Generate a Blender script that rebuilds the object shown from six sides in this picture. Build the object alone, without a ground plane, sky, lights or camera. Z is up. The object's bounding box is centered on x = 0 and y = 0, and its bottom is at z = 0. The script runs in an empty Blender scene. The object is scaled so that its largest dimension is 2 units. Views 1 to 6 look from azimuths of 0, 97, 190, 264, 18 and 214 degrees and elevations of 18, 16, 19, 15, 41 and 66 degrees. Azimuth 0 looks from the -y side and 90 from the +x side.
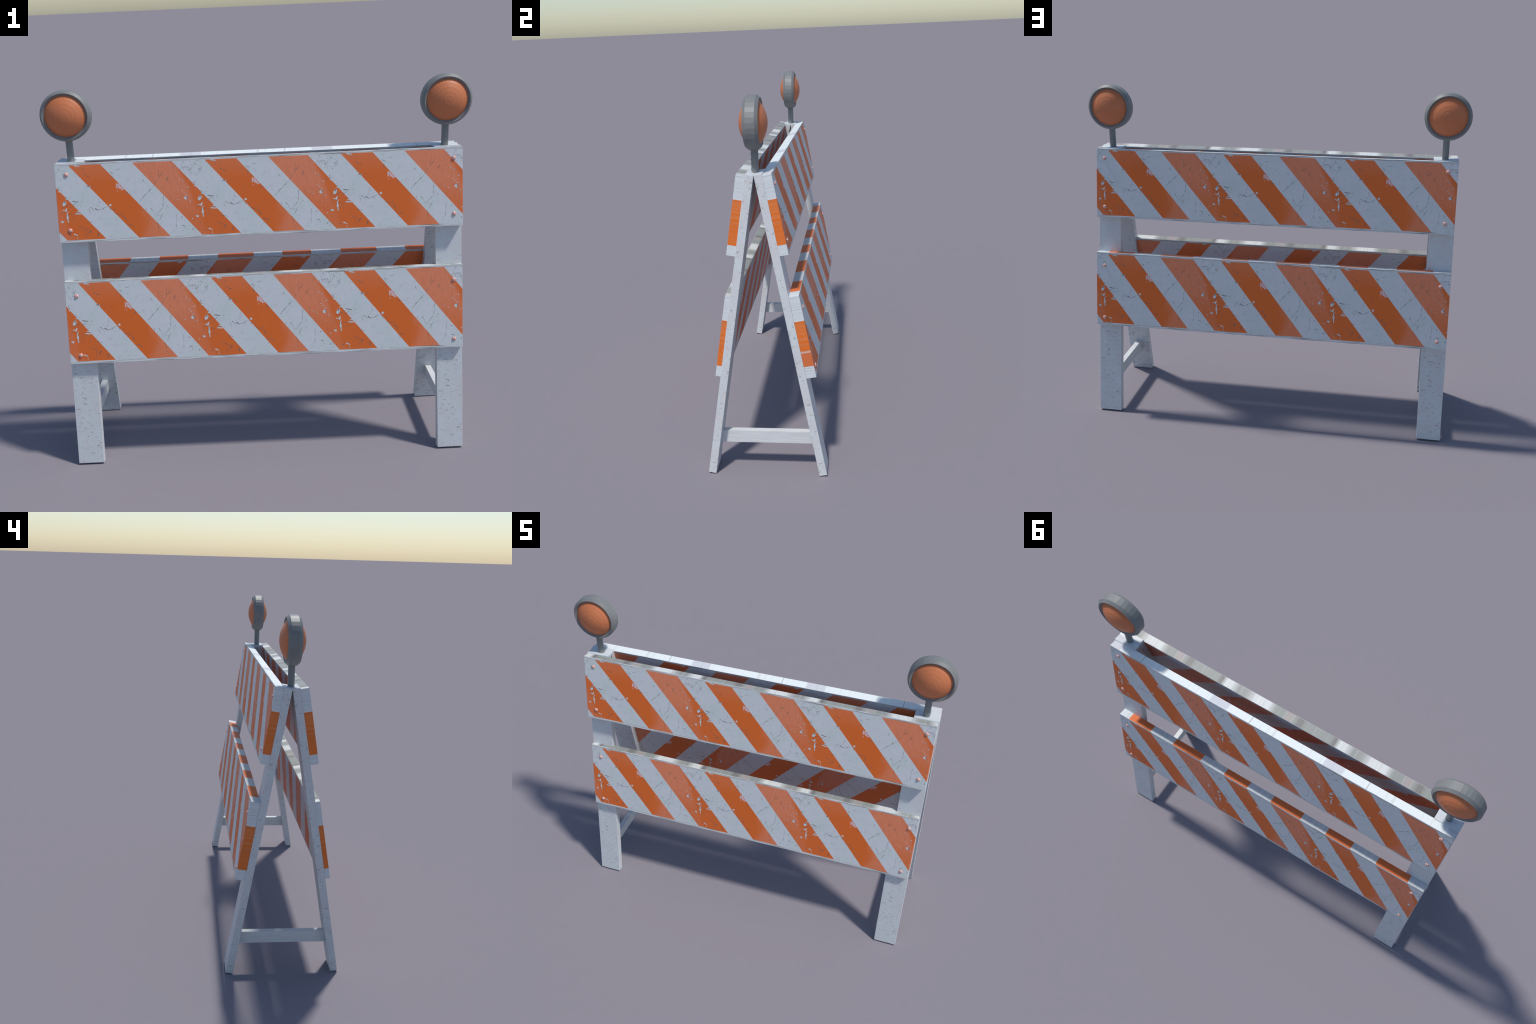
"""Folding road barricade: two A-frames, four striped boards, two round warning lamps."""
import bpy, bmesh, math
from mathutils import Matrix, Vector

# ------------------------------------------------------------------ sizes (metres)
TILT = math.radians(9.75)            # lean of every leg and board
LEG_X = (0.8265, 0.9505)             # inner and outer x of a leg
LEG_T = 0.0370                       # leg thickness
LEG_LEN = 1.4800
LEG_FOOT = (0.2868, 0.0062)          # |y|, z of the outer lower edge of a leg
BOARD_L = 0.9475                     # half length of a board
TILE_P = 2 * BOARD_L / 3             # the paint pattern repeats three times per board
H_UP, H_LO = 0.3700, 0.4055
LAMP_X, LAMP_Z, LAMP_R = 0.8828, 1.6752, 0.1172

# ------------------------------------------------------------------ node helpers
class Nodes:
    def __init__(self, tree):
        self.t = tree

    def new(self, kind, **props):
        n = self.t.nodes.new(kind)
        for k, v in props.items():
            setattr(n, k, v)
        return n

    def put(self, sock, val):
        if isinstance(val, bpy.types.NodeSocket):
            self.t.links.new(val, sock)
        else:
            sock.default_value = val

    def math(self, op, a, b=None, c=None, clamp=False):
        n = self.new("ShaderNodeMath", operation=op, use_clamp=clamp)
        for i, v in enumerate((a, b, c)):
            if v is not None:
                self.put(n.inputs[i], v)
        return n.outputs[0]

    def vec(self, op, a, b=None, scale=None):
        n = self.new("ShaderNodeVectorMath", operation=op)
        self.put(n.inputs[0], a)
        if b is not None:
            self.put(n.inputs[1], b)
        if scale is not None:
            self.put(n.inputs["Scale"], scale)
        return n.outputs["Value"] if op in ("DOT_PRODUCT", "LENGTH", "DISTANCE") else n.outputs[0]

    def ramp(self, x, lo, hi, a=0.0, b=1.0):
        """smooth step from a (at lo) to b (at hi)"""
        n = self.new("ShaderNodeMapRange", interpolation_type="SMOOTHSTEP")
        for k, v in zip(("Value", "From Min", "From Max", "To Min", "To Max"), (x, lo, hi, a, b)):
            self.put(n.inputs[k], v)
        return n.outputs[0]

    def band(self, x, lo, hi, soft):
        return self.math("MULTIPLY", self.ramp(x, lo - soft, lo + soft), self.ramp(x, hi - soft, hi + soft, 1.0, 0.0))

    def mix(self, f, a, b):
        n = self.new("ShaderNodeMix", data_type="RGBA")
        self.put(n.inputs[0], f)
        for i, v in ((6, a), (7, b)):
            self.put(n.inputs[i], v if isinstance(v, bpy.types.NodeSocket) else (*v, 1.0))
        return n.outputs[2]

    def noise(self, p, scale, detail=3.0, rough=0.55, dim="3D"):
        n = self.new("ShaderNodeTexNoise", noise_dimensions=dim)
        if dim == "1D":
            self.put(n.inputs["W"], p)
        else:
            self.put(n.inputs["Vector"], p)
        n.inputs["Scale"].default_value = scale
        n.inputs["Detail"].default_value = detail
        n.inputs["Roughness"].default_value = rough
        return n

    def xyz(self, x, y, z=0.0):
        n = self.new("ShaderNodeCombineXYZ")
        for i, v in enumerate((x, y, z)):
            self.put(n.inputs[i], v)
        return n.outputs[0]

    def gradient(self, x, stops, interp="LINEAR"):
        n = self.new("ShaderNodeValToRGB")
        n.color_ramp.interpolation = interp
        el = n.color_ramp.elements
        while len(el) < len(stops):
            el.new(0.5)
        for e, (pos, col) in zip(el, stops):
            e.position, e.color = pos, (*col, 1.0)
        self.put(n.inputs[0], x)
        return n.outputs[0]


def material(name, rough=0.5, spec=0.5):
    m = bpy.data.materials.new(name)
    m.use_nodes = True
    t = m.node_tree
    bsdf = t.nodes["Principled BSDF"]
    bsdf.inputs["Roughness"].default_value = rough
    bsdf.inputs["Specular IOR Level"].default_value = spec
    g = Nodes(t)
    pos = g.new("ShaderNodeTexCoord").outputs["Object"]
    sep = g.new("ShaderNodeSeparateXYZ")
    g.put(sep.inputs[0], pos)
    return m, g, bsdf, pos, sep.outputs


def segment_group():
    """distance from P to the segment A..A+B, less the radius"""
    t = bpy.data.node_groups.new("stroke_distance", "ShaderNodeTree")
    for nm, kind in (("P", "NodeSocketVector"), ("A", "NodeSocketVector"), ("B", "NodeSocketVector"),
                     ("InvBB", "NodeSocketFloat"), ("Radius", "NodeSocketFloat"), ("Prev", "NodeSocketFloat")):
        t.interface.new_socket(nm, in_out="INPUT", socket_type=kind)
    t.interface.new_socket("Distance", in_out="OUTPUT", socket_type="NodeSocketFloat")
    g = Nodes(t)
    i, o = g.new("NodeGroupInput").outputs, g.new("NodeGroupOutput").inputs
    # a vanishing share of the previous distance makes the strokes evaluate one after another
    p = g.new("ShaderNodeVectorMath", operation="MULTIPLY_ADD")
    g.put(p.inputs[0], g.xyz(i[5], 0.0))
    p.inputs[1].default_value = (1e-9, 0, 0)
    g.put(p.inputs[2], i[0])
    pa = g.vec("SUBTRACT", p.outputs[0], i[1])
    h = g.math("MULTIPLY", g.vec("DOT_PRODUCT", pa, i[2]), i[3], clamp=True)
    d = g.vec("LENGTH", g.vec("SUBTRACT", pa, g.vec("SCALE", i[2], scale=h)))
    g.put(o[0], g.math("MINIMUM", g.math("SUBTRACT", d, i[4]), i[5]))
    return t


STROKE = segment_group()


def strokes(g, p, marks):
    """smallest signed distance to a list of strokes (radius, point, point, ...) in pattern units"""
    prev = 1.0
    for r, *pts in marks:
        pts = [Vector((u * TILE_P, v * H_UP, 0)) for u, v in pts]
        if len(pts) == 1:
            pts.append(pts[0] + Vector((0.0004, 0, 0)))
        for a, b in zip(pts, pts[1:]):
            n = g.new("ShaderNodeGroup")
            n.node_tree = STROKE
            g.put(n.inputs[0], p)
            n.inputs[1].default_value, n.inputs[2].default_value = a, b - a
            n.inputs[3].default_value = 1.0 / max((b - a).length_squared, 1e-9)
            n.inputs[4].default_value = r
            g.put(n.inputs[5], prev)
            prev = n.outputs[0]
    return prev


# wear of the paint, in pattern units (u along the board, v down from its top edge)
CHIPS = [   # paint knocked off the orange stripes
    (.0076, (.951, .495)), (.0028, (.957, .455)), (.0023, (.941, .424)), (.0020, (.924, .396)),
    (.0020, (.864, .485)), (.0025, (.892, .511)), (.0025, (.980, .536)), (.0023, (.911, .254)),
    (.0025, (.936, .279)), (.0025, (.970, .358)), (.0020, (.993, .762)), (.0025, (.077, .608)),
    (.0017, (.958, .608)), (.0076, (.058, .490), (.052, .511)), (.0048, (.027, .344)), (.0045, (.074, .443)),
    (.0023, (.043, .583), (.061, .595)), (.0034, (.061, .595), (.069, .566)),
    (.0031, (.070, .631), (.070, .654)), (.0051, (.071, .669), (.071, .685)), (.0025, (.072, .700), (.074, .735)),
    (.0028, (.134, .634), (.179, .638)), (.0028, (.148, .606), (.161, .613)),
    (.0042, (.025, .727), (.034, .732)), (.0025, (.112, .892), (.134, .907)), (.0014, (.136, .937), (.135, .952)),
    (.0054, (.392, .544)), (.0034, (.606, .539)), (.0042, (.249, .301)), (.0025, (.148, .032), (.183, .042)),
]
SCRAPE = [  # brushed scuff on the edge of the bright stripe
    (.0025, (.450, .283), (.450, .329)), (.0039, (.464, .292), (.469, .327)),
    (.0037, (.481, .324), (.486, .351)), (.0023, (.492, .343), (.499, .349)), (.0014, (.452, .367)),
]
SCRATCHES = [
    (.0034, (.960, .491)), (.0045, (.057, .484)),
    (.0007, (.808, .123), (.723, .321), (.616, .501)), (.0014, (.829, .223), (.815, .264)),
    (.0007, (.690, .602), (.717, .681), (.764, .708)), (.0009, (.787, .456), (.780, .593), (.766, .627), (.739, .669)),
    (.0009, (.774, .678), (.750, .758)), (.0015, (.512, .402), (.524, .403)), (.0017, (.421, .185), (.416, .219)),
    (.0017, (.249, .565), (.267, .588)), (.0025, (.282, .579), (.301, .601)),
    (.0011, (.301, .601), (.328, .594), (.350, .569)), (.0008, (.350, .569), (.375, .559), (.400, .607)),
    (.0025, (.115, .474), (.156, .488)), (.0014, (.425, .644), (.477, .686)), (.0017, (.484, .691), (.502, .742)),
    (.0014, (.513, .789), (.559, .820)), (.0011, (.215, .732), (.252, .750)), (.0010, (.153, .800), (.223, .852)),
    (.0023, (.224, .883), (.239, .853)), (.0028, (.290, .892), (.291, .923)), (.0011, (.044, .553), (.095, .507)),
    (.0008, (.088, .564), (.135, .507)), (.0007, (.076, .633), (.127, .639), (.104, .719)),
    (.0008, (.040, .588), (.016, .666)), (.0025, (.079, .907), (.089, .908)), (.0008, (.733, .790), (.746, .915)),
    (.0010, (.642, .247), (.654, .269)), (.0022, (.815, .588)), (.0022, (.914, .732)), (.0025, (.988, .892)),
    (.0010, (.917, .839), (.935, .852)), (.0007, (.875, .697), (.871, .870)), (.0025, (.421, .596)),
    (.0022, (.478, .656)), (.0030, (.218, .147), (.227, .151)), (.0020, (.237, .169), (.253, .170)),
    (.0008, (.910, .485), (.940, .451)), (.0008, (.764, .120), (.762, .210)), (.0008, (.203, .862), (.201, .955)),
    (.0020, (.032, .903)), (.0023, (.234, .292), (.247, .297)), (.0011, (.454, .104), (.479, .095)),
    (.0011, (.068, .401), (.075, .432)), (.0014, (.017, .291), (.025, .329)),
]

WHITE = (0.66, 0.665, 0.66)
ORANGE = (0.75, 0.151, 0.021)
PINKISH = (0.785, 0.252, 0.130)
GRIME = (0.17, 0.155, 0.135)


def face_material(name, height):
    """diagonal orange and white stripes with chips, scratches and grime"""
    m, g, bsdf, pos, (x, y, z) = material(name, 0.45, 0.4)
    un = g.math("DIVIDE", g.math("ADD", x, BOARD_L), TILE_P)
    u = g.math("FRACT", un)
    v = g.math("DIVIDE", z, -height)
    pu = g.math("MULTIPLY", u, TILE_P)
    pv = g.math("MULTIPLY", v, H_UP)
    p = g.xyz(pu, pv)

    # ragged copies of the pattern position
    jig = g.noise(p, 170, 4, 0.65).outputs["Color"]
    jag = g.vec("ADD", p, g.vec("SCALE", g.vec("SUBTRACT", jig, (0.5, 0.5, 0.5)), scale=0.0085))
    fine = g.vec("ADD", p, g.vec("SCALE", g.vec("SUBTRACT", jig, (0.5, 0.5, 0.5)), scale=0.0062))
    flat = lambda q: g.vec("MULTIPLY", q, (1, 1, 0))
    jag, fine = flat(jag), flat(fine)

    # stripe phase: u run back up along the stripe slope
    slope = 0.515
    wob = g.math("MULTIPLY", g.math("SUBTRACT", g.noise(p, 45, 4, 0.7).outputs["Fac"], 0.5), 0.003)
    q = g.math("SUBTRACT", u, g.math("MULTIPLY", g.math("SUBTRACT", v, 0.0244), slope))
    q = g.math("FRACT", g.math("ADD", g.math("ADD", q, wob), 1.0))
    soft = 0.0016
    bright = g.band(q, 0.1030, 0.3370, soft)
    pale = g.band(q, 0.5720, 0.8610, soft)
    stripe = g.math("ADD", bright, pale, clamp=True)
    # position along the whole stripe, without the wrap
    run = g.math("ADD", q, g.math("MULTIPLY", g.math("SUBTRACT", v, 0.0244), slope))

    cloud = g.noise(p, 9, 4, 0.6).outputs["Fac"]
    grain = g.noise(p, 60, 5, 0.65).outputs["Fac"]
    streaky = g.noise(g.vec("MULTIPLY", p, (1.0, 0.28, 1.0)), 75, 4, 0.6).outputs["Fac"]

    # faded pinkish zones of the orange
    edge = g.math("SUBTRACT", run, g.math("ADD", g.math("MULTIPLY", v, 0.22), 0.885))
    edge = g.math("ADD", edge, g.math("MULTIPLY", g.math("SUBTRACT", cloud, 0.5), 0.10))
    fade_a = g.math("MULTIPLY", pale, g.ramp(edge, -0.012, 0.03, 1.0, 0.12))
    fade_a = g.math("MULTIPLY", fade_a, g.ramp(v, 0.30, 0.75, 1.0, 0.35))
    tail = g.math("ADD", run, g.math("MULTIPLY", g.math("SUBTRACT", cloud, 0.5), 0.16))
    fade_b = g.math("MULTIPLY", bright, g.ramp(tail, 0.60, 0.70, 0.0, 0.75))
    fade_c = g.math("MULTIPLY", bright, g.ramp(g.math("ADD", v, g.math("MULTIPLY", cloud, 0.2)), 0.12, 0.40, 0.40, 0.0))
    fade = g.math("ADD", g.math("ADD", fade_a, fade_b), fade_c, clamp=True)
    fade = g.math("MULTIPLY", fade, g.ramp(streaky, 0.25, 0.60, 0.70, 1.0))
    orange = g.mix(fade, ORANGE, PINKISH)
    orange = g.mix(g.ramp(streaky, 0.30, 0.16, 0.0, 0.5), orange, (0.42, 0.085, 0.025))
    orange = g.mix(g.ramp(grain, 0.42, 0.25, 0.0, 0.25), orange, (0.45, 0.10, 0.03))

    white = g.mix(g.ramp(cloud, 0.35, 0.65, 0.0, 1.0), (0.615, 0.675, 0.685), (0.67, 0.685, 0.73))
    white = g.mix(g.ramp(grain, 0.47, 0.25, 0.0, 0.40), white, (0.45, 0.44, 0.41))
    smudge = g.noise(g.vec("ADD", p, (7.3, 2.9, 0.0)), 34, 5, 0.7).outputs["Fac"]
    white = g.mix(g.ramp(smudge, 0.55, 0.72, 0.0, 0.45), white, (0.47, 0.47, 0.45))
    colour = g.mix(stripe, white, orange)

    # chips down to the white undercoat, with a dirty rim
    chip = strokes(g, jag, CHIPS)
    rim = g.math("MULTIPLY", g.band(chip, -0.0008, 0.0006, 0.0007), g.ramp(grain, 0.42, 0.60, 0.0, 0.75))
    colour = g.mix(g.ramp(chip, 0.0004, -0.0004), colour, (0.64, 0.68, 0.70))
    colour = g.mix(rim, colour, GRIME)
    scuff = strokes(g, jag, SCRAPE)
    brush = g.noise(g.vec("MULTIPLY", p, (1.0, 0.45, 1.0)), 260, 3, 0.6).outputs["Fac"]
    scuff_m = g.math("MULTIPLY", g.ramp(scuff, 0.0030, -0.0012), g.ramp(brush, 0.36, 0.48))
    colour = g.mix(scuff_m, colour, (0.70, 0.58, 0.62))

    # speckled dirt: dense below the top edge of one white stripe, thinner elsewhere
    wu = g.math("FRACT", g.math("ADD", u, 0.5))             # centred so that the seam lies mid-range
    ell = g.math("POWER", g.math("DIVIDE", g.math("SUBTRACT", wu, 0.490), 0.125), 2.0)
    ell = g.math("ADD", ell, g.math("POWER", g.math("DIVIDE", g.math("SUBTRACT", v, 0.10), 0.17), 2.0))
    heavy = g.ramp(ell, 1.3, 0.3)
    ell2 = g.math("POWER", g.math("DIVIDE", g.math("SUBTRACT", u, 0.25), 0.17), 2.0)
    ell2 = g.math("ADD", ell2, g.math("POWER", g.math("DIVIDE", g.math("SUBTRACT", v, 0.45), 0.26), 2.0))
    mid = g.math("MULTIPLY", g.ramp(ell2, 1.3, 0.4), 0.58)
    ell3 = g.math("POWER", g.math("DIVIDE", g.math("SUBTRACT", wu, 0.47), 0.09), 2.0)
    ell3 = g.math("ADD", ell3, g.math("POWER", g.math("DIVIDE", g.math("SUBTRACT", v, 0.91), 0.06), 2.0))
    low = g.math("MULTIPLY", g.ramp(ell3, 1.3, 0.3), 0.8)
    ell4 = g.math("POWER", g.math("DIVIDE", g.math("SUBTRACT", u, 0.21), 0.06), 2.0)
    ell4 = g.math("ADD", ell4, g.math("POWER", g.math("DIVIDE", g.math("SUBTRACT", v, 0.10), 0.05), 2.0))
    nick = g.math("MULTIPLY", g.ramp(ell4, 1.3, 0.3), 0.85)
    dens = g.math("MAXIMUM", g.math("MAXIMUM", heavy, mid), g.math("MAXIMUM", low, nick))
    dens = g.math("MULTIPLY", dens, g.math("SUBTRACT", 1.0, g.math("MULTIPLY", pale, 0.6)))
    dens = g.math("MAXIMUM", dens, g.math("SUBTRACT", 0.42, g.math("MULTIPLY", bright, 0.24)))
    spot = g.noise(p, 190, 3, 0.6).outputs["Fac"]
    clump = g.noise(g.vec("MULTIPLY", p, (1.0, 0.6, 1.0)), 48, 2).outputs["Fac"]
    thr = g.math("SUBTRACT", 0.80, g.math("MULTIPLY", dens, 0.22))
    thr = g.math("SUBTRACT", thr, g.math("MULTIPLY", g.math("SUBTRACT", clump, 0.5), 0.62))
    dirt = g.ramp(g.math("SUBTRACT", spot, thr), -0.02, 0.06)
    colour = g.mix(g.math("MULTIPLY", dirt, 0.72), colour, GRIME)
    # light salt dots next to the dirt
    salt = g.noise(g.vec("ADD", p, (3.1, 1.7, 0.0)), 240, 2).outputs["Fac"]
    colour = g.mix(g.math("MULTIPLY", g.ramp(salt, 0.60, 0.66, 0.0, 0.8), g.math("MULTIPLY", heavy, g.math("SUBTRACT", 1.0, pale))), colour, (0.74, 0.76, 0.76))

    # hairline scratches and, on the faded stripe, upright cracks
    hair = g.noise(g.vec("MULTIPLY", fine, (1.0, 0.55, 1.0)), 26, 1.0, 0.4).outputs["Fac"]
    hair = g.ramp(g.math("ABSOLUTE", g.math("SUBTRACT", hair, 0.56)), 0.0055, 0.0015)
    hair = g.math("MULTIPLY", hair, g.ramp(clump, 0.52, 0.60, 0.0, 0.55))
    crack = g.noise(g.vec("MULTIPLY", jag, (1.0, 0.22, 1.0)), 70, 2.0, 0.5).outputs["Fac"]
    crack = g.ramp(g.math("ABSOLUTE", g.math("SUBTRACT", crack, 0.5)), 0.014, 0.004)
    crack = g.math("MULTIPLY", crack, g.math("MULTIPLY", fade_a, g.ramp(cloud, 0.42, 0.56, 0.08, 0.40)))
    colour = g.mix(g.math("MAXIMUM", hair, crack), colour, (0.30, 0.15, 0.09))

    dark = strokes(g, fine, SCRATCHES)
    dark = g.math("ADD", dark, g.math("MULTIPLY", g.math("SUBTRACT", grain, 0.5), 0.005))
    dark_m = g.math("MULTIPLY", g.ramp(dark, 0.0008, -0.0009), g.ramp(spot, 0.36, 0.54, 0.38, 0.92))
    colour = g.mix(dark_m, colour, (0.15, 0.130, 0.115))

    # unpainted border with plies along the two long edges
    border = g.math("MAXIMUM", g.ramp(v, 0.0275, 0.0245), g.ramp(v, 0.966, 0.969))
    lines = g.noise(g.xyz(g.math("MULTIPLY", x, 7.0), g.math("MULTIPLY", pv, 420.0)), 1.0, 3, 0.6).outputs["Fac"]
    edge_c = g.mix(g.ramp(lines, 0.53, 0.36), (0.68, 0.71, 0.72), (0.20, 0.19, 0.175))
    colour = g.mix(border, colour, edge_c)
    seam = g.math("MULTIPLY", g.band(v, 0.0185, 0.0205, 0.0012), g.ramp(lines, 0.30, 0.55, 0.3, 0.8))
    colour = g.mix(seam, colour, (0.25, 0.24, 0.23))

    g.put(bsdf.inputs["Base Color"], colour)
    g.put(bsdf.inputs["Roughness"], g.math("ADD", 0.42, g.math("MULTIPLY", grain, 0.2)))
    bump = g.new("ShaderNodeBump")
    bump.inputs["Strength"].default_value = 0.12
    bump.inputs["Distance"].default_value = 0.002
    g.put(bump.inputs["Height"], g.noise(p, 60, 3, 0.6).outputs["Fac"])
    g.put(bsdf.inputs["Normal"], bump.outputs[0])
    return m


def top_material(name, kind):
    """long upper edge of a board: streaks that run across the edge"""
    m, g, bsdf, pos, (x, y, z) = material(name, 0.5, 0.4)
    u = g.math("FRACT", g.math("DIVIDE", g.math("ADD", x, BOARD_L), TILE_P))
    px = g.math("MULTIPLY", u, TILE_P)
    fine = g.noise(px, 330, 3, 0.6, "1D").outputs["Fac"]
    broad = g.noise(px, 48, 2, 0.5, "1D").outputs["Fac"]
    if kind == "weathered":
        grey, light, dk, pk = (.285, .30, .28), (.70, .72, .70), (.17, .155, .15), (.40, .335, .32)
        col = g.gradient(u, [(0, light), (.045, light), (.08, dk), (.12, grey), (.20, grey), (.335, grey), (.385, dk), (.425, grey),
                             (.48, pk), (.52, grey), (.60, grey), (.66, light), (.78, light), (.85, (.33, .33, .31)), (.93, grey), (1, light)])
        col = g.mix(g.ramp(broad, 0.50, 0.70, 0.0, 0.30), col, (.46, .48, .45))
        col = g.mix(g.ramp(fine, 0.50, 0.30, 0.0, 0.35), col, (.26, .25, .23))
        col = g.mix(g.ramp(fine, 0.64, 0.80, 0.0, 0.35), col, (.62, .64, .62))
    elif kind == "clean":
        bright_w, lilac = (.79, .845, .84), (.62, .63, .67)
        col = g.gradient(u, [(0, lilac), (.085, lilac), (.10, bright_w), (.60, bright_w), (.925, bright_w), (.94, lilac), (1, lilac)])
        col = g.mix(g.ramp(fine, 0.52, 0.30, 0.0, 0.35), col, (.58, .60, .60))
        col = g.mix(g.ramp(broad, 0.62, 0.72, 0.0, 0.35), col, (.66, .65, .62))
        cuts = g.band(u, .294, .298, .0022)
        for c, w in ((.492, .7), (.503, 1.0), (.385, .3), (.735, .35), (.004, .6)):
            cuts = g.math("MAXIMUM", cuts, g.math("MULTIPLY", g.band(u, c - .001, c + .001, .002), w))
        col = g.mix(g.math("MULTIPLY", cuts, .85), col, (.17, .15, .14))
    else:  # the stripes of the face run over the edge
        on = g.math("MAXIMUM", g.band(u, 0.098, 0.332, .002), g.band(u, 0.566, 0.857, .002))
        org = g.mix(g.ramp(fine, 0.40, 0.62), (.70, .14, .025), (.74, .21, .075))
        wht = g.mix(g.ramp(broad, 0.42, 0.60), (.60, .65, .67), (.66, .705, .72))
        wht = g.mix(g.math("MULTIPLY", g.ramp(fine, 0.45, 0.33), g.ramp(u, .86, .92, 0.06, 0.7)), wht, (.28, .26, .24))
        col = g.mix(on, wht, org)
        col = g.mix(g.ramp(fine, 0.36, 0.26, 0.0, 0.45), col, (.20, .14, .10))
    g.put(bsdf.inputs["Base Color"], col)
    return m


def end_material(name, height, patched=False):
    """short end of a board: white, an orange length, white, all drawn out in streaks"""
    m, g, bsdf, pos, (x, y, z) = material(name, 0.5, 0.4)
    v = g.math("DIVIDE", z, -height)
    fine = g.noise(v, 130, 3, 0.6, "1D").outputs["Fac"]
    broad = g.noise(v, 26, 2, 0.5, "1D").outputs["Fac"]
    wht = g.mix(g.ramp(broad, 0.35, 0.65), (.61, .66, .69), (.68, .72, .745))
    wht = g.mix(g.ramp(fine, 0.40, 0.28, 0.0, 0.3), wht, (.45, .45, .45))
    low = 0.855 if patched else 0.866
    sat = g.ramp(v, 0.54, 0.62)
    org = g.mix(g.math("MULTIPLY", g.ramp(broad, 0.35, 0.6), g.math("SUBTRACT", 1.0, g.math("MULTIPLY", sat, 0.6))), (.76, .165, .018), (.74, .215, .06))
    if patched:
        org = g.mix(g.ramp(v, 0.665, 0.675), org, (.66, .17, .055))
        org = g.mix(g.band(v, 0.668, 0.690, .008), org, (.66, .45, .36))
    org = g.mix(g.ramp(fine, 0.43, 0.28, 0.0, 0.45), org, (.50, .11, .02))
    col = g.mix(g.band(v, 0.305, low, .002), wht, org)
    nicks = 0.0
    for c in (.025, .165, .335, .600, .655) + ((.88, .91, .945) if patched else ()):
        nicks = g.math("MAXIMUM", nicks, g.band(v, c - .0018, c + .0018, .0015))
    col = g.mix(g.math("MULTIPLY", nicks, .6), col, (.20, .15, .12))
    g.put(bsdf.inputs["Base Color"], col)
    return m


def leg_material():
    """white painted timber with small cross-grain flecks"""
    m, g, bsdf, pos, (x, y, z) = material("flecked_white_paint", 0.45, 0.4)
    rnd = g.new("ShaderNodeObjectInfo").outputs["Random"]
    p = g.vec("ADD", pos, g.xyz(0.0, 0.0, g.math("MULTIPLY", rnd, 0.05)))
    cloud = g.noise(p, 14, 4, 0.6).outputs["Fac"]
    col = g.mix(g.ramp(cloud, 0.35, 0.65), (.63, .635, .655), (.63, .68, .70))
    bend = g.noise(p, 28, 2).outputs["Color"]
    warp = g.vec("ADD", p, g.vec("SCALE", g.vec("SUBTRACT", bend, (.5, .5, .5)), scale=0.03))
    long = g.noise(g.vec("MULTIPLY", warp, (1.0, 1.4, 3.2)), 34, 4, 0.62).outputs["Fac"]
    tiny = g.noise(g.vec("MULTIPLY", warp, (1.0, 1.4, 2.2)), 120, 3, 0.6).outputs["Fac"]
    thin = g.ramp(z, 0.62, 0.95, 0.0, 0.025)
    thin = g.math("MINIMUM", thin, g.ramp(z, 1.25, 1.40, 0.025, 0.0))
    flecks = g.ramp(g.math("SUBTRACT", long, thin), 0.578, 0.65, 0.0, 0.55)
    specks = g.ramp(g.math("SUBTRACT", tiny, thin), 0.605, 0.68, 0.0, 0.42)
    stain = g.noise(g.vec("ADD", p, (4.0, 2.0, 1.0)), 22, 3, 0.6).outputs["Fac"]
    col = g.mix(g.ramp(stain, 0.60, 0.78, 0.0, 0.35), col, (.62, .48, .42))
    flecks = g.math("MULTIPLY", g.math("MAXIMUM", flecks, specks), g.ramp(z, LEG_LEN - .003, LEG_LEN - .0005, 1.0, 0.1))
    col = g.mix(flecks, col, (.22, .20, .175))
    g.put(bsdf.inputs["Base Color"], col)
    return m


def brace_material():
    m, g, bsdf, pos, (x, y, z) = material("streaked_white_paint", 0.5, 0.4)
    lines = g.noise(g.vec("MULTIPLY", pos, (14.0, 0.6, 14.0)), 18, 3, 0.6).outputs["Fac"]
    g.put(bsdf.inputs["Base Color"], g.mix(g.ramp(lines, 0.32, 0.66), (.585, .61, .62), (.68, .70, .71)))
    return m


def plain_material(name, base, other, rough, spec=0.5, scale=18):
    m, g, bsdf, pos, _ = material(name, rough, spec)
    n = g.noise(pos, scale, 4, 0.6).outputs["Fac"]
    g.put(bsdf.inputs["Base Color"], g.mix(g.ramp(n, 0.35, 0.65), base, other))
    return m


def bolt_material():
    """white bolt head with orange wedges round its centre"""
    m, g, bsdf, pos, (x, y, z) = material("wedged_bolt_paint", 0.4, 0.5)
    ang = g.math("ARCTAN2", z, x)
    rad = g.math("SQRT", g.math("ADD", g.math("MULTIPLY", x, x), g.math("MULTIPLY", z, z)))
    w = g.math("SINE", g.math("ADD", g.math("MULTIPLY", ang, 6.0), g.math("MULTIPLY", rad, 60.0)))
    g.put(bsdf.inputs["Base Color"], g.mix(g.ramp(w, -0.25, 0.25), (.70, .71, .71), (.70, .13, .04)))
    return m


# ------------------------------------------------------------------ mesh helpers
def add(name, mesh, parent=None, matrix=None, mats=()):
    for mt in mats:
        mesh.materials.append(mt)
    o = bpy.data.objects.new(name, mesh)
    bpy.context.scene.collection.objects.link(o)
    if parent:
        o.parent = parent
    if matrix is not None:
        o.matrix_basis = matrix
    return o


def box_mesh(name, lo, hi, bevel=0.0012, cuts_z=None):
    bm = bmesh.new()
    bmesh.ops.create_cube(bm, size=1.0)
    for v in bm.verts:
        for i in range(3):
            v.co[i] = lo[i] if v.co[i] < 0 else hi[i]
    if bevel:
        bmesh.ops.bevel(bm, geom=list(bm.edges), offset=bevel, segments=1, affect="EDGES", profile=0.5)
    me = bpy.data.meshes.new(name)
    bm.to_mesh(me)
    bm.free()
    return me


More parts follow.
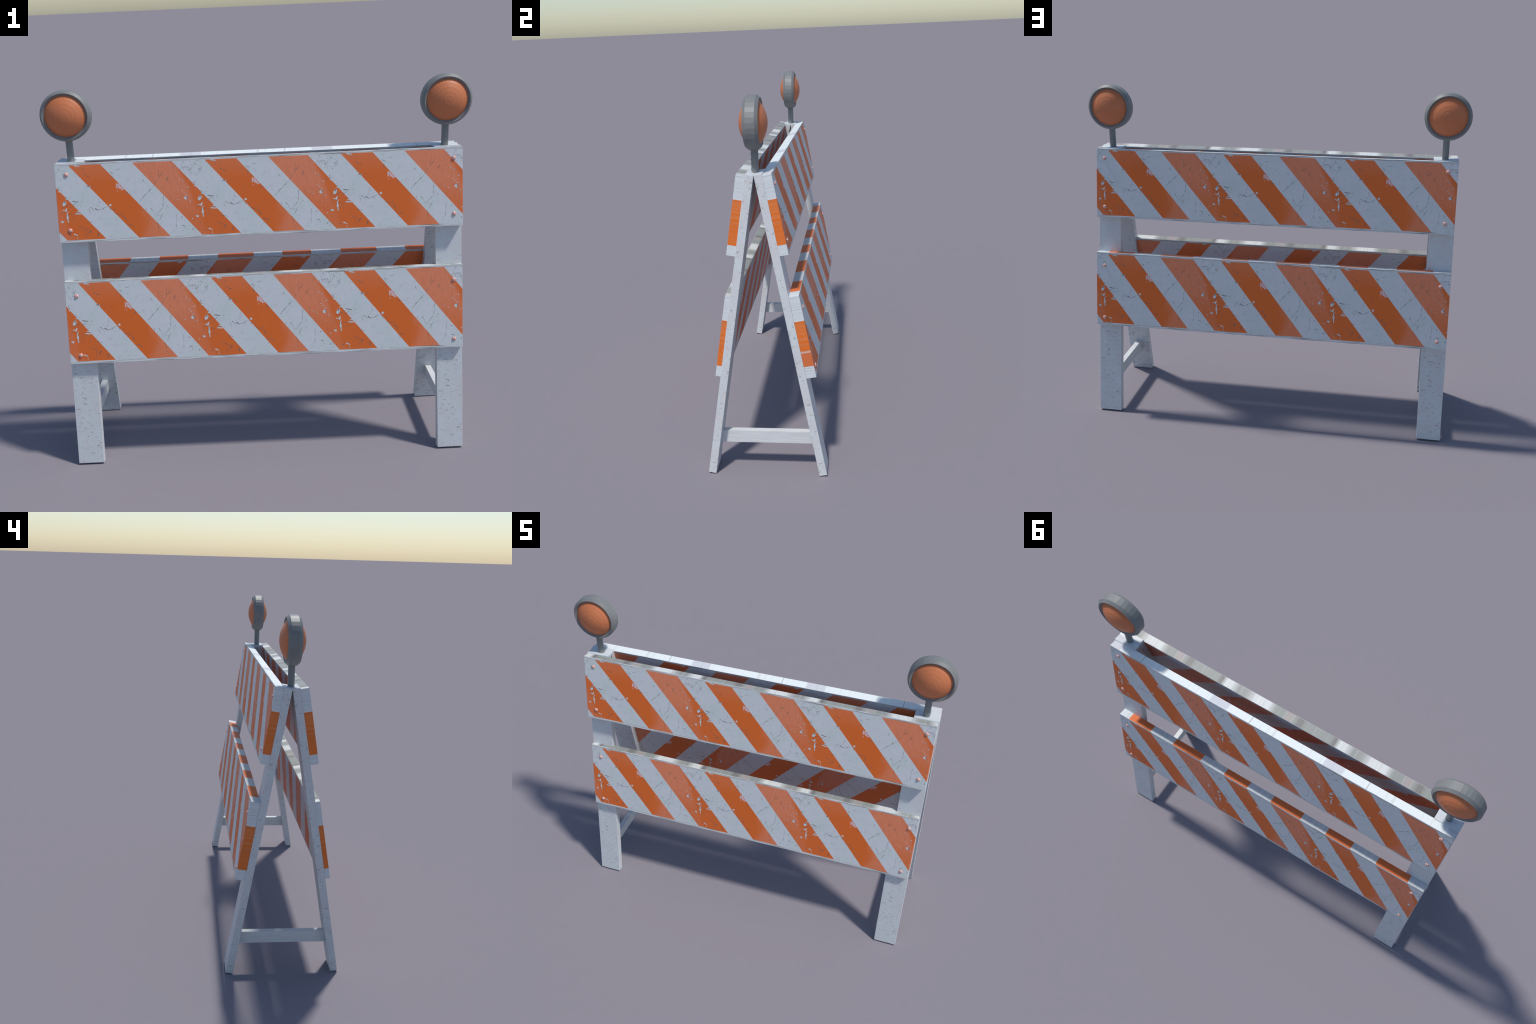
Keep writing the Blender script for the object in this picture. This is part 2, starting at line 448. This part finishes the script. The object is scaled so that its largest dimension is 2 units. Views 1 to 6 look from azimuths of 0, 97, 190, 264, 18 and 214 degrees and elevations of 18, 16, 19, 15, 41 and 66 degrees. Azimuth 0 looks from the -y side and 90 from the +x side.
def lathe(name, profile, segments, closed_loop=False, cap=False):
    """turn (radius, y) points about the y axis"""
    bm = bmesh.new()
    rings = []
    for r, y in profile:
        if r < 1e-6:
            rings.append([bm.verts.new((0, y, 0))])
        else:
            rings.append([bm.verts.new((r * math.sin(2 * math.pi * (k + .5) / segments), y, r * math.cos(2 * math.pi * (k + .5) / segments)))
                          for k in range(segments)])
    pairs = list(zip(rings, rings[1:])) + ([(rings[-1], rings[0])] if closed_loop else [])
    for a, b in pairs:
        for k in range(segments):
            n = (k + 1) % segments
            vs = [a[k % len(a)], a[n % len(a)], b[n % len(b)], b[k % len(b)]]
            vs = list(dict.fromkeys(vs))
            if len(vs) > 2:
                bm.faces.new(vs)
    if cap:
        bm.faces.new(rings[0])
        bm.faces.new(rings[-1])
    bmesh.ops.recalc_face_normals(bm, faces=bm.faces)
    me = bpy.data.meshes.new(name)
    bm.to_mesh(me)
    bm.free()
    return me


# ------------------------------------------------------------------ build
root = bpy.data.objects.new("traffic_barricade", None)
bpy.context.scene.collection.objects.link(root)
root["label"] = "worn orange and white striped folding barricade with two lamps"
root["category"] = "road barricade"

m_leg, m_brace, m_bolt = leg_material(), brace_material(), bolt_material()
m_metal = plain_material("grey_lamp_housing", (.185, .195, .195), (.205, .215, .215), 0.52, 0.5)
m_lens = plain_material("orange_lens", (.58, .185, .075), (.60, .195, .082), 0.5, 0.4, 9)
m_face = {"upper": face_material("striped_paint_upper", H_UP), "lower": face_material("striped_paint_lower", H_LO)}
m_end = {"upper": end_material("board_end_upper", H_UP), "lower": end_material("board_end_lower", H_LO)}
m_patch = end_material("board_end_patched", H_LO, True)
m_top = {k: top_material("board_top_" + k, k) for k in ("weathered", "clean", "striped")}


def lean(front, x, y, z):
    turn = Matrix.Identity(4) if front else Matrix.Rotation(math.pi, 4, "Z")
    return Matrix.Translation((x, -y if front else y, z)) @ turn @ Matrix.Rotation(-TILT, 4, "X")


# legs: local y runs from the outer face inwards, z up along the leg
half = (LEG_X[1] - LEG_X[0]) / 2
leg_mesh = box_mesh("leg", (-half, 0, 0), (half, LEG_T, LEG_LEN), 0.0010)
leg_mesh.materials.append(m_leg)
for front in (True, False):
    for side in (-1, 1):
        add("leg", leg_mesh, root, lean(front, side * sum(LEG_X) / 2, *LEG_FOOT))

# braces between the legs of each A-frame; slanted ends meet the inner leg faces
BR_Z, BR_X = (0.1455, 0.207), (0.872, 0.902)
bm = bmesh.new()
reach = lambda z: LEG_FOOT[0] - LEG_T / math.cos(TILT) - (z - LEG_FOOT[1]) * math.tan(TILT) + 0.0012
hx = (BR_X[1] - BR_X[0]) / 2
grid = {(sx, sy, k): bm.verts.new((sx * hx, sy * reach(z), z - BR_Z[0])) for sx in (-1, 1) for sy in (-1, 1) for k, z in enumerate(BR_Z)}
for quad in ([(-1, -1, 0), (-1, 1, 0), (-1, 1, 1), (-1, -1, 1)], [(1, -1, 0), (1, 1, 0), (1, 1, 1), (1, -1, 1)],
             [(-1, -1, 0), (1, -1, 0), (1, -1, 1), (-1, -1, 1)], [(-1, 1, 0), (1, 1, 0), (1, 1, 1), (-1, 1, 1)],
             [(-1, -1, 0), (1, -1, 0), (1, 1, 0), (-1, 1, 0)], [(-1, -1, 1), (1, -1, 1), (1, 1, 1), (-1, 1, 1)]):
    bm.faces.new([grid[k] for k in quad])
bmesh.ops.recalc_face_normals(bm, faces=bm.faces)
brace_mesh = bpy.data.meshes.new("brace")
bm.to_mesh(brace_mesh)
bm.free()
brace_mesh.materials.append(m_brace)
for side in (-1, 1):
    add("brace", brace_mesh, root, Matrix.Translation((side * sum(BR_X) / 2, 0, BR_Z[0])))

# bolt heads: low facetted domes, axis along y (out of the board is -y)
bolt_mesh = lathe("bolt", [(0.0105, 0.001), (0.0102, -0.0015), (0.0082, -0.0040), (0.0045, -0.0056), (0.0, -0.0062)], 16)
bolt_mesh.materials.append(m_bolt)
for p in bolt_mesh.polygons:
    p.use_smooth = True

# boards: local origin on the outer upper edge, z up, y from the outer face inwards
BOARDS = [  # row, front?, |y| and z of the outer upper edge, thickness, height, top look, bolt depths, bolt shift
    ("upper", True, 0.0772, 1.4660, 0.0460, H_UP, "weathered", (0.0525, 0.3125), 0.006),
    ("upper", False, 0.0772, 1.4660, 0.0460, H_UP, "clean", (0.0525, 0.3125), -0.002),
    ("lower", True, 0.1553, 0.9154, 0.0450, H_LO, "weathered", (0.0730, 0.3630), 0.006),
    ("lower", False, 0.1788, 0.9142, 0.0476, H_LO, "striped", (0.0730, 0.3630), -0.002),
]
for row, front, y, z, t, h, top, bolts, shift in BOARDS:
    me = box_mesh("board", (-BOARD_L, 0, -h), (BOARD_L, t, 0), 0.0011)
    board = add("board", me, root, lean(front, 0, y, z), (m_face[row], m_top[top], m_end[row], m_patch))
    for p in me.polygons:
        if p.normal.z > 0.9:
            p.material_index = 1
        elif abs(p.normal.x) > 0.9:
            # the world +x end of the rear lower board carries a repainted patch
            p.material_index = 3 if (row == "lower" and not front and p.normal.x < 0) else 2
    for sx in (-1, 1):
        for s in bolts:
            add("bolt", bolt_mesh, board, Matrix.Translation((sx * 0.900 + shift, 0, -s)) @ Matrix.Rotation(sx * 0.7 + s * 9, 4, "Y"))

# warning lamps: housing ring, a domed lens on either face, a post
W, BW, BR = 0.0338, 0.0138, 0.0115   # half width, bevel width, bevel depth
ring_mesh = lathe("lamp_housing", [(LAMP_R, -W + BW), (LAMP_R, W - BW), (LAMP_R - BR, W), (0.0940, 0.0235), (0.0940, -0.0235), (LAMP_R - BR, -W)], 32, closed_loop=True)
DOME = 0.1400
prof = []
for k in range(6):
    a = math.asin(0.0950 / DOME) * k / 5
    prof.append((DOME * math.sin(a), -(0.0622 - DOME * (1 - math.cos(a)))))
lens_mesh = lathe("lens", prof, 32)
post_mesh = lathe("lamp_post", [(0.0165, 0.0), (0.0165, 0.130)], 24, cap=True)
for me in (post_mesh, ring_mesh):
    for p in me.polygons:   # all smooth but the outer band of the ring, which stays facetted
        p.use_smooth = True
    me.set_sharp_from_angle(angle=math.radians(30))
    for p in me.polygons:
        p.use_smooth = me is post_mesh or abs(p.normal.y) > 0.2
for me, mt in ((ring_mesh, m_metal), (lens_mesh, m_lens), (post_mesh, m_metal)):
    me.materials.append(mt)
for side in (-1, 1):
    lamp = add("warning_lamp", ring_mesh, root, Matrix.Translation((side * LAMP_X, 0, LAMP_Z)))
    for turn in (0, math.pi):
        add("lens", lens_mesh, lamp, Matrix.Rotation(turn, 4, "Z"))
    add("lamp_post", post_mesh, lamp, Matrix.Translation((0, 0, 1.438 - LAMP_Z)) @ Matrix.Rotation(math.pi / 2, 4, "X"))
